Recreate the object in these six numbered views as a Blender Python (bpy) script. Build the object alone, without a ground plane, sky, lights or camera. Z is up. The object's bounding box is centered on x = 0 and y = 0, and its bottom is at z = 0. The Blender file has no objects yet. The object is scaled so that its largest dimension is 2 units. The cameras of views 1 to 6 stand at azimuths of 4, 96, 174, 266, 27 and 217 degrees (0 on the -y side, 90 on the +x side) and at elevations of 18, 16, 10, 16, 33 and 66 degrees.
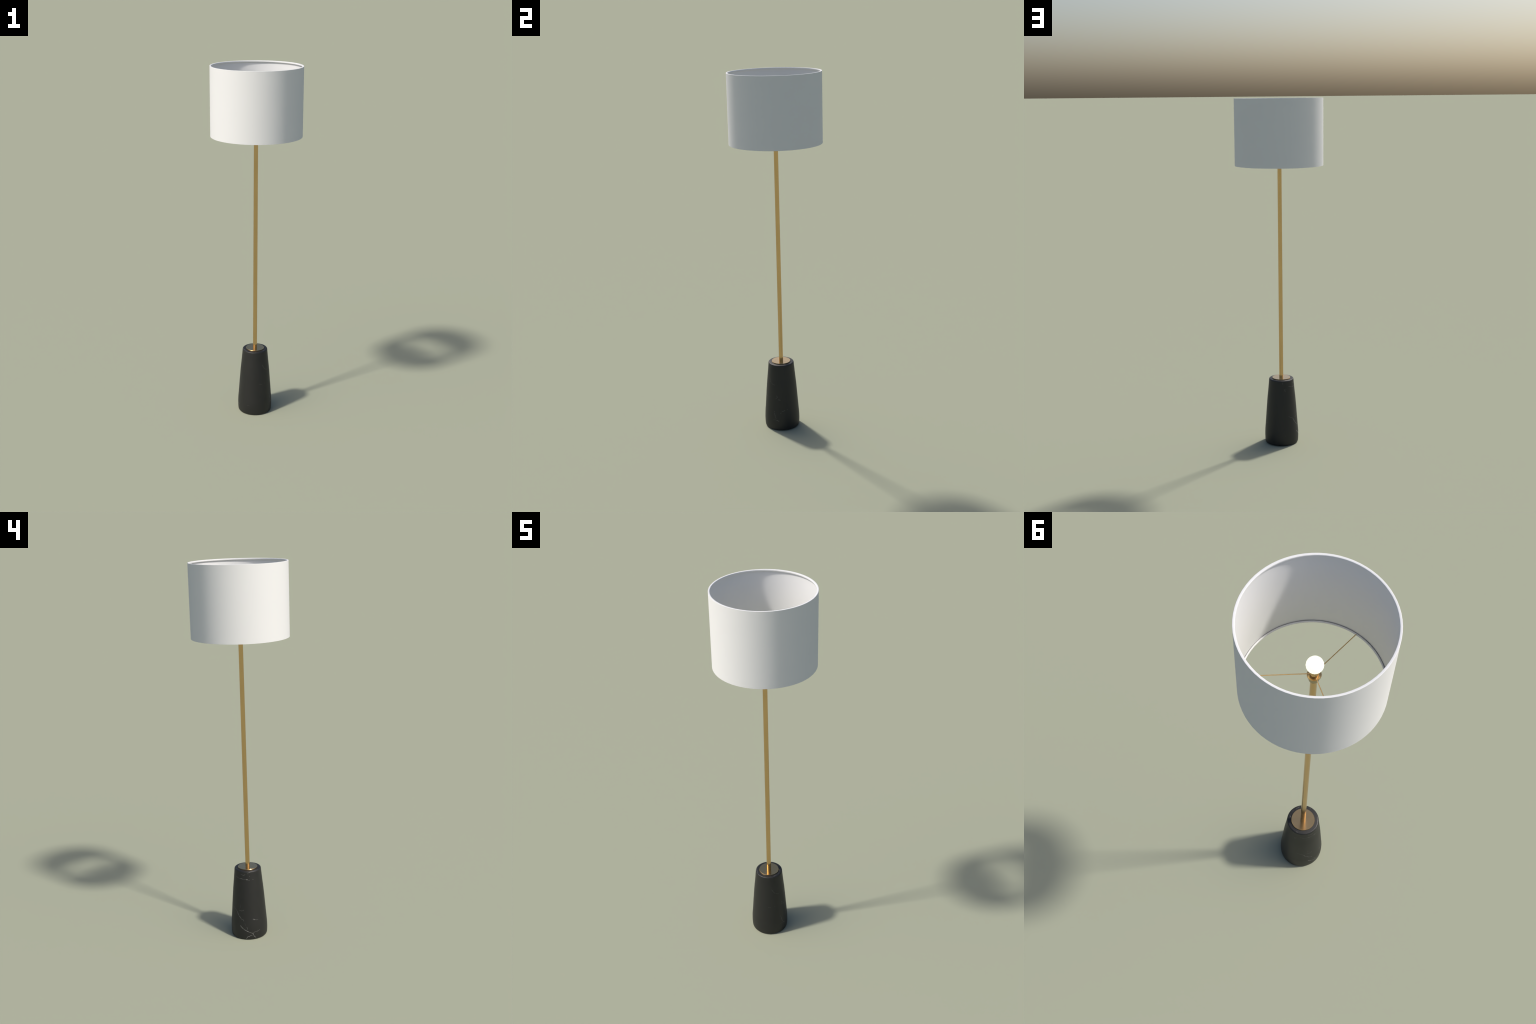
"""Floor lamp: tapered black marble base, slim brass pole, white drum shade."""
import bpy, math
from mathutils import Vector

AXIS = (-0.0023, -0.0003, 0)         # pole, base and fitter sit a hair off the drum's axis
SEG = 96


# ------------------------------------------------------------------ helpers
def new_object(name, mesh, parent, mat=None, loc=(0, 0, 0)):
    ob = bpy.data.objects.new(name, mesh)
    bpy.context.collection.objects.link(ob)
    ob.location = loc
    ob.parent = parent
    if mat:
        mesh.materials.append(mat)
    return ob


def shade_by_angle(mesh, degrees):
    """Smooth faces, sharp edges where the dihedral angle is large."""
    import bmesh
    bm = bmesh.new()
    bm.from_mesh(mesh)
    bmesh.ops.recalc_face_normals(bm, faces=bm.faces)
    lim = math.radians(degrees)
    for f in bm.faces:
        f.smooth = True
    for e in bm.edges:
        e.smooth = len(e.link_faces) != 2 or e.calc_face_angle(0) < lim
    bm.to_mesh(mesh)
    bm.free()


def lathe(name, profile, segments=SEG, closed=False, angle=40):
    """Revolve (radius, height) points about z. Radius 0 makes a pole point.
    closed=True joins the last point to the first (a ring)."""
    verts, rings = [], []
    for r, z in profile:
        if r < 1e-7:
            rings.append([len(verts)])
            verts.append((0, 0, z))
        else:
            start = len(verts)
            rings.append(list(range(start, start + segments)))
            for i in range(segments):
                a = math.tau * i / segments
                verts.append((r * math.cos(a), r * math.sin(a), z))
    pairs = list(zip(rings, rings[1:])) + ([(rings[-1], rings[0])] if closed else [])
    faces = []
    for lo, hi in pairs:
        for i in range(segments):
            j = (i + 1) % segments
            if len(lo) == 1:
                faces.append((lo[0], hi[j], hi[i]))
            elif len(hi) == 1:
                faces.append((lo[i], lo[j], hi[0]))
            else:
                faces.append((lo[i], lo[j], hi[j], hi[i]))
    me = bpy.data.meshes.new(name)
    me.from_pydata(verts, [], faces)
    me.update()
    shade_by_angle(me, angle)
    return me


def smooth_profile(points, steps=6):
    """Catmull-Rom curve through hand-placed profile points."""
    p = [points[0]] + list(points) + [points[-1]]
    out = []
    for k in range(1, len(p) - 2):
        a, b, c, d = (Vector((*q, 0)) for q in p[k - 1:k + 3])
        for s in range(steps):
            t = s / steps
            q = 0.5 * (2 * b + (c - a) * t + (2 * a - 5 * b + 4 * c - d) * t * t
                       + (3 * b - a - 3 * c + d) * t ** 3)
            out.append((q.x, q.y))
    return out + [tuple(points[-1])]


def arc(cr, cz, radius, a0, a1, n=6):
    return [(cr + radius * math.cos(math.radians(a0 + (a1 - a0) * i / n)),
             cz + radius * math.sin(math.radians(a0 + (a1 - a0) * i / n))) for i in range(n + 1)]


# ---------------------------------------------------------------- materials
def new_material(name):
    m = bpy.data.materials.new(name)
    m.use_nodes = True
    nt = m.node_tree
    return m, nt, nt.nodes["Principled BSDF"]


def node(nt, kind, **props):
    n = nt.nodes.new(kind)
    for k, v in props.items():
        setattr(n, k, v)
    return n


def object_noise(nt, scale, detail=3.0, stretch=(1, 1, 1)):
    tc = node(nt, "ShaderNodeTexCoord")
    mp = node(nt, "ShaderNodeMapping")
    mp.inputs["Scale"].default_value = stretch
    nz = node(nt, "ShaderNodeTexNoise")
    nz.inputs["Scale"].default_value = scale
    nz.inputs["Detail"].default_value = detail
    nt.links.new(tc.outputs["Object"], mp.inputs["Vector"])
    nt.links.new(mp.outputs[0], nz.inputs["Vector"])
    return nz


def ramp(nt, source, stops):
    r = node(nt, "ShaderNodeValToRGB")
    el = r.color_ramp.elements
    while len(el) < len(stops):
        el.new(0.5)
    for e, (pos, col) in zip(el, stops):
        e.position, e.color = pos, (*col, 1)
    nt.links.new(source, r.inputs[0])
    return r


def fabric_material():
    m, nt, b = new_material("white_shade_fabric")
    nz = object_noise(nt, 900, 2, (1, 1, 1))
    c = ramp(nt, nz.outputs["Fac"], [(0.3, SHADE_LO), (0.7, SHADE_HI)])
    nt.links.new(c.outputs[0], b.inputs["Base Color"])
    b.inputs["Roughness"].default_value = 0.9
    b.inputs["Specular IOR Level"].default_value = 0.15
    return m


def brass_material(name, colour, rough):
    m, nt, b = new_material(name)
    nz = object_noise(nt, 60, 3, (1, 1, 0.15))
    lo = tuple(c * 0.96 for c in colour)
    hi = tuple(min(1, c * 1.04) for c in colour)
    c = ramp(nt, nz.outputs["Fac"], [(0.3, lo), (0.7, hi)])
    nt.links.new(c.outputs[0], b.inputs["Base Color"])
    b.inputs["Metallic"].default_value = 1
    b.inputs["Roughness"].default_value = rough
    return m


def bulb_material():
    m, nt, b = new_material("glowing_frosted_bulb")
    nz = object_noise(nt, 40, 2)
    c = ramp(nt, nz.outputs["Fac"], [(0.3, (.29, .29, .25)), (0.7, (.31, .31, .27))])
    nt.links.new(c.outputs[0], b.inputs["Base Color"])
    b.inputs["Roughness"].default_value = 0.4
    b.inputs["Emission Color"].default_value = (1.0, 1.0, 0.82, 1)
    b.inputs["Emission Strength"].default_value = 1.0
    return m


def add_vein_segment(nt, point, a, ab, width, strength, so_far):
    """Mask of one short stretch of vein: bright on the line a-b, gone at width."""
    L = nt.links.new
    if so_far is not None:      # a negligible tie to the mask so far keeps evaluation in sequence
        tie = node(nt, "ShaderNodeVectorMath", operation="MULTIPLY_ADD")
        L(so_far, tie.inputs[0]); tie.inputs[1].default_value = (1e-9,) * 3; L(point, tie.inputs[2])
        point = tie.outputs[0]
    pa = node(nt, "ShaderNodeVectorMath", operation="SUBTRACT")
    L(point, pa.inputs[0]); pa.inputs[1].default_value = a
    h = node(nt, "ShaderNodeVectorMath", operation="DOT_PRODUCT")
    L(pa.outputs[0], h.inputs[0]); h.inputs[1].default_value = ab / ab.length_squared
    hc = node(nt, "ShaderNodeMath", operation="ADD", use_clamp=True)
    L(h.outputs["Value"], hc.inputs[0]); hc.inputs[1].default_value = 0
    sc = node(nt, "ShaderNodeVectorMath", operation="SCALE")
    sc.inputs[0].default_value = ab; L(hc.outputs[0], sc.inputs["Scale"])
    ds = node(nt, "ShaderNodeVectorMath", operation="DISTANCE")
    L(pa.outputs[0], ds.inputs[0]); L(sc.outputs[0], ds.inputs[1])
    mr = node(nt, "ShaderNodeMapRange", interpolation_type="SMOOTHSTEP")
    L(ds.outputs["Value"], mr.inputs["Value"])
    for k, v in (("From Min", 0), ("From Max", width), ("To Min", strength), ("To Max", 0)):
        mr.inputs[k].default_value = v
    if so_far is None:
        return mr.outputs[0]
    mx = node(nt, "ShaderNodeMath", operation="MAXIMUM")
    L(mr.outputs[0], mx.inputs[0]); L(so_far, mx.inputs[1])
    return mx.outputs[0]


# Veins on the flank as (angle in degrees, height), with strength and half-width.
FLANK_VEINS = [
    (1.0, .0019, [(147, .078), (150, .072), (156, .062), (166, .052), (175, .044), (186, .0365)]),
    (1.0, .0020, [(186, .0365), (189, .0235), (196, .0086)]),
    (.55, .0016, [(187, .037), (193, .0438), (203, .044), (210, .050)]),
    (.9, .0018, [(165, .002), (170, .0175), (175, .019), (180, .024), (184, .025)]),
    (.18, .0014, [(161, .098), (162, .088), (168, .073)]),
    (.5, .0016, [(168, .073), (170, .068), (169, .058)]),
    (.4, .0015, [(111, .173), (122, .166), (132, .155)]),
    (.72, .0016, [(132, .155), (137.5, .138), (145, .1255), (149, .1176), (155, .113), (158, .1066)]),
    (.7, .0034, [(189.5, .117), (193, .1137)]),
    (.5, .0016, [(193, .1137), (200, .111), (206, .109)]),
    (.25, .0014, [(145, .199), (145, .181)]),
    (.45, .0016, [(142, .162), (151, .163), (158, .168)]),
    (.45, .0016, [(146, .368), (153, .365), (159, .3635), (164, .368)]),
    (.5, .0016, [(174, .3727), (180, .377), (187, .382)]),
    (.5, .0015, [(118, .348), (139, .3431), (150, .343), (157, .342), (166, .340)]),
    (.85, .0026, [(169, .3405), (174, .3405)]),
    (.5, .0016, [(174, .339), (183, .3365)]),
    (.35, .0020, [(182, .359), (183, .3588)]),
    (.3, .0018, [(195, .340), (200, .338)]),
    (.5, .0020, [(-23.5, .114), (-23, .112)]),
    (.45, .0015, [(-22, .104), (-18.7, .082), (-16.6, .072)]),
    (.3, .0014, [(-27.5, .0624), (-22, .0632), (-16, .0627)]),
    (.6, .0018, [(-16, .0627), (-11, .060), (-6, .057)]),
    (.4, .0016, [(0, .105), (1, .107)]),
    (.4, .0016, [(5, .1172), (9.7, .1175), (14.4, .121)]),
    (.3, .0016, [(22, .125), (24.5, .1255)]),
    (.3, .0015, [(-16, .2074), (-10, .201), (-18, .1906)]),
    (.55, .0017, [(-7, .1855), (0, .183)]),
    (.35, .0014, [(-54, .307), (-44, .284), (-31, .269), (-24, .2698)]),
    (.4, .0016, [(-68.5, .1915), (-60, .188)]),
    (.2, .0015, [(-46, .192), (-43, .192)]),
    (.4, .0016, [(98, .336), (100.5, .322)]),
    (.3, .0016, [(103, .337), (106, .335)]),
    (.25, .0015, [(89, .3755), (90, .366)]),
    (.3, .0015, [(-105, .060), (-112, .058)]),
    (.2, .0014, [(96, .062), (98, .058)]),
]
# Veins on the flat top as (angle, radius).
TOP_VEINS = [
    (.45, .0022, [(-24, .0605), (-40, .0645)]),
    (.25, .0020, [(-4, .062), (-11, .061)]),
    (.35, .0022, [(20, .0595), (24, .057)]),
    (.35, .0022, [(-82, .065), (-86, .065)]),
    (.5, .0020, [(-131, .066), (-142, .0645), (-152, .067)]),
    (.5, .0018, [(-173, .069), (-160, .067), (-146, .0645)]),
    (.4, .0020, [(101, .0655), (104, .0655)]),
]


def marble_material(radius_at, top_z):
    m, nt, b = new_material("black_veined_marble")
    L = nt.links.new
    tc = node(nt, "ShaderNodeTexCoord")
    wob = node(nt, "ShaderNodeTexNoise")
    wob.inputs["Scale"].default_value = 120
    wob.inputs["Detail"].default_value = 4
    L(tc.outputs["Object"], wob.inputs["Vector"])
    off = node(nt, "ShaderNodeVectorMath", operation="SUBTRACT")
    L(wob.outputs["Color"], off.inputs[0]); off.inputs[1].default_value = (.5, .5, .5)
    amp = node(nt, "ShaderNodeVectorMath", operation="SCALE")
    L(off.outputs[0], amp.inputs[0]); amp.inputs["Scale"].default_value = 0.006
    pt = node(nt, "ShaderNodeVectorMath", operation="ADD")
    L(tc.outputs["Object"], pt.inputs[0]); L(amp.outputs[0], pt.inputs[1])
    last = None

    def on_flank(a, z):
        return Vector((radius_at(z) * math.cos(math.radians(a)), radius_at(z) * math.sin(math.radians(a)), z))

    def on_top(a, r):
        return Vector((r * math.cos(math.radians(a)), r * math.sin(math.radians(a)), top_z))

    for veins, place in ((FLANK_VEINS, on_flank), (TOP_VEINS, on_top)):
        for strength, width, pts in veins:
            for (a0, k0), (a1, k1) in zip(pts, pts[1:]):
                n = max(1, round((place(a1, k1) - place(a0, k0)).length / 0.016))
                for i in range(n):
                    p = place(a0 + (a1 - a0) * i / n, k0 + (k1 - k0) * i / n)
                    q = place(a0 + (a1 - a0) * (i + 1) / n, k0 + (k1 - k0) * (i + 1) / n)
                    last = add_vein_segment(nt, pt.outputs[0], p, q - p, width * VEIN_W, strength ** 1.25, last)
    # veins break up along their run
    brk = node(nt, "ShaderNodeTexNoise")
    brk.inputs["Scale"].default_value = 95
    brk.inputs["Detail"].default_value = 2
    L(tc.outputs["Object"], brk.inputs["Vector"])
    bm = node(nt, "ShaderNodeMapRange")
    for k, v in (("From Min", .35), ("From Max", .62), ("To Min", .45), ("To Max", 1.0)):
        bm.inputs[k].default_value = v
    L(brk.outputs["Fac"], bm.inputs["Value"])
    mul = node(nt, "ShaderNodeMath", operation="MULTIPLY", use_clamp=True)
    L(last, mul.inputs[0]); L(bm.outputs[0], mul.inputs[1])
    # faintly clouded black body
    cloud = node(nt, "ShaderNodeTexNoise")
    cloud.inputs["Scale"].default_value = 18
    cloud.inputs["Detail"].default_value = 5
    L(tc.outputs["Object"], cloud.inputs["Vector"])
    body = ramp(nt, cloud.outputs["Fac"], [(0.3, tuple(c * .92 for c in MARBLE)), (0.7, tuple(c * 1.08 for c in MARBLE))])
    mix = node(nt, "ShaderNodeMix", data_type="RGBA")
    L(mul.outputs[0], mix.inputs[0])
    L(body.outputs[0], mix.inputs[6])
    mix.inputs[7].default_value = (*VEIN, 1)
    L(mix.outputs[2], b.inputs["Base Color"])
    b.inputs["Roughness"].default_value = 0.52
    return m


# ------------------------------------------------------------------- colours
SHADE_LO, SHADE_HI = (.695, .695, .695), (.705, .705, .705)
BRASS = (.67, .46, .22)
MARBLE = (.0105, .0105, .0099)
VEIN = (.25, .245, .235)
VEIN_W = 1.3

# --------------------------------------------------------------------- build
lamp = bpy.data.objects.new("floor_lamp", None)
bpy.context.collection.objects.link(lamp)
lamp["label"] = "slim brass floor lamp with white drum shade and black marble base"
lamp["category"] = "floor lamp"

brass = brass_material("brushed_brass", BRASS, 0.18)
fabric = fabric_material()

# marble base: tapered, a soft belly near the floor, small rounded edges
FLANK = [(.0944, .0022), (.0961, .007), (.0969, .016), (.0977, .035), (.0976, .055), (.0965, .080),
         (.0938, .113), (.0838, .246), (.0773, .3125), (.0731, .358), (.0716, .3755)]
TOP_Z = .3845
curve = smooth_profile(FLANK, 5)


def radius_at(z):
    for (r0, z0), (r1, z1) in zip(curve, curve[1:]):
        if z <= z1:
            t = max(0, (z - z0) / (z1 - z0))
            return r0 + (r1 - r0) * t
    return curve[-1][0] - (z - curve[-1][1]) * .25


base_profile = [(0, 0), (.0902, 0), (.0930, .0007)] + curve + \
    [(.0713, .3788), (.0703, .3820), (.0683, .3840), (.0658, TOP_Z), (0, TOP_Z)]
base = new_object("base", lathe("base", base_profile, angle=50), lamp,
                  marble_material(radius_at, TOP_Z), AXIS)

# brass plate let into the top
plate_profile = [(0, TOP_Z - .003), (.0516, TOP_Z - .003), (.0522, TOP_Z - .002),
                 (.0522, TOP_Z + .0040), (.0514, TOP_Z + .0051), (0, TOP_Z + .0051)]
new_object("base_plate", lathe("base_plate", plate_profile, angle=20), lamp, brass, AXIS)
PLATE_Z = TOP_Z + .0051

# pole
POLE_R, COLLAR_Z, DISC_Z = .0117, 1.6690, 1.7000
pole = [(0, PLATE_Z - .004), (POLE_R, PLATE_Z - .004), (POLE_R, .8), (POLE_R, 1.25), (POLE_R, COLLAR_Z + .004), (0, COLLAR_Z + .004)]
new_object("pole", lathe("pole", pole, 48), lamp, brass, AXIS)

# lamp holder: collar, wide flange, neck, bulb
collar = [(0, COLLAR_Z), (.0166, COLLAR_Z), (.0176, COLLAR_Z + .001), (.0180, COLLAR_Z + .004),
          (.0180, DISC_Z - .003), (0, DISC_Z - .003)]
holder = new_object("lamp_holder", lathe("lamp_holder", collar, 48), lamp, brass_material("dull_brass", (.42, .34, .20), 0.25), AXIS)
flange = [(0, DISC_Z - .0035), (.0236, DISC_Z - .0035), (.0242, DISC_Z - .0028), (.0242, DISC_Z - .0008),
          (.0234, DISC_Z), (0, DISC_Z)]
new_object("flange", lathe("flange", flange, 48, angle=20), holder, brass_material("reflection_darkened_brass", (.55, .37, .17), 0.18))  # same brass, base colour lowered to paint in the flange's dim reflections
neck = [(0, DISC_Z - .001), (.0152, DISC_Z - .001), (.0152, DISC_Z + .033), (.0144, DISC_Z + .034), (0, DISC_Z + .034)]
new_object("neck", lathe("neck", neck, 32), holder, brass)
BULB_Z, BULB_R = 1.7595, .0294
glass = [(0, DISC_Z + .028), (.012, DISC_Z + .028)] + \
    [(BULB_R * math.cos(math.radians(a)), BULB_Z + BULB_R * math.sin(math.radians(a))) for a in range(-62, 90, 12)] + [(0, BULB_Z + BULB_R)]
new_object("bulb", lathe("bulb", glass, 20, angle=60), lamp, bulb_material(), AXIS)

# drum shade: thin wall, squared hem folded inward at the top, narrow lip at the bottom
R_OUT, WALL, Z_TOP, Z_BOT = .2493, .0009, 2.0, 1.6260
HEM_W, HEM_H = .0080, .0083
r_in, hem_in = R_OUT - WALL, R_OUT - HEM_W
shade_profile = [(hem_in + .003, Z_BOT), (R_OUT - .001, Z_BOT), (R_OUT, Z_BOT), (R_OUT, Z_BOT + .001),
                 (R_OUT, Z_BOT + .12), (R_OUT, Z_BOT + .24),
                 (R_OUT, Z_TOP - .0012), (R_OUT, Z_TOP - .0003), (R_OUT - .0003, Z_TOP), (R_OUT - .0012, Z_TOP),
                 (hem_in + .0014, Z_TOP), (hem_in + .0005, Z_TOP - .0004), (hem_in, Z_TOP - .0014),
                 (hem_in, Z_TOP - HEM_H + .0014), (hem_in + .0005, Z_TOP - HEM_H + .0004), (hem_in + .0014, Z_TOP - HEM_H),
                 (r_in, Z_TOP - HEM_H), (r_in, Z_BOT + .24), (r_in, Z_BOT + .12), (r_in, Z_BOT + .0008),
                 (hem_in + .003, Z_BOT + .0008)]
shade = new_object("lampshade", lathe("lampshade", shade_profile, 72, closed=True, angle=50), lamp, fabric)
RING_R, RING_T = R_OUT - .0056, .0033
RING_Z = Z_BOT + .0009 + RING_T
new_object("shade_ring", lathe("shade_ring", arc(RING_R, RING_Z, RING_T, 0, 360 - 30, 11), 72, closed=True, angle=60), shade, fabric)


# three spokes from the flange down to the lower ring
def rod(name, p, q, radius, sides=12):
    d = (q - p)
    me = bpy.data.meshes.new(name)
    x = d.cross(Vector((0, 0, 1))).normalized()
    y = d.cross(x).normalized()
    vs = [c + radius * (x * math.cos(math.tau * i / sides) + y * math.sin(math.tau * i / sides)) for c in (p, q) for i in range(sides)]
    fs = [(i, (i + 1) % sides, sides + (i + 1) % sides, sides + i) for i in range(sides)]
    fs += [tuple(range(sides))[::-1], tuple(range(sides, 2 * sides))]
    me.from_pydata([tuple(v) for v in vs], [], fs)
    shade_by_angle(me, 45)
    return me


spoke_mesh = rod("spoke", Vector((.014, 0, DISC_Z + .0012)), Vector((RING_R - .0005, 0, RING_Z + .0012)), .0017)
spoke_mesh.materials.append(brass)
first = None
for deg in (-90, 30, 150):
    sp = bpy.data.objects.new("spoke", spoke_mesh) if first is None else first.copy()
    first = first or sp
    bpy.context.collection.objects.link(sp)
    sp.parent = lamp
    sp.location = AXIS
    sp.rotation_euler = (0, 0, math.radians(deg))
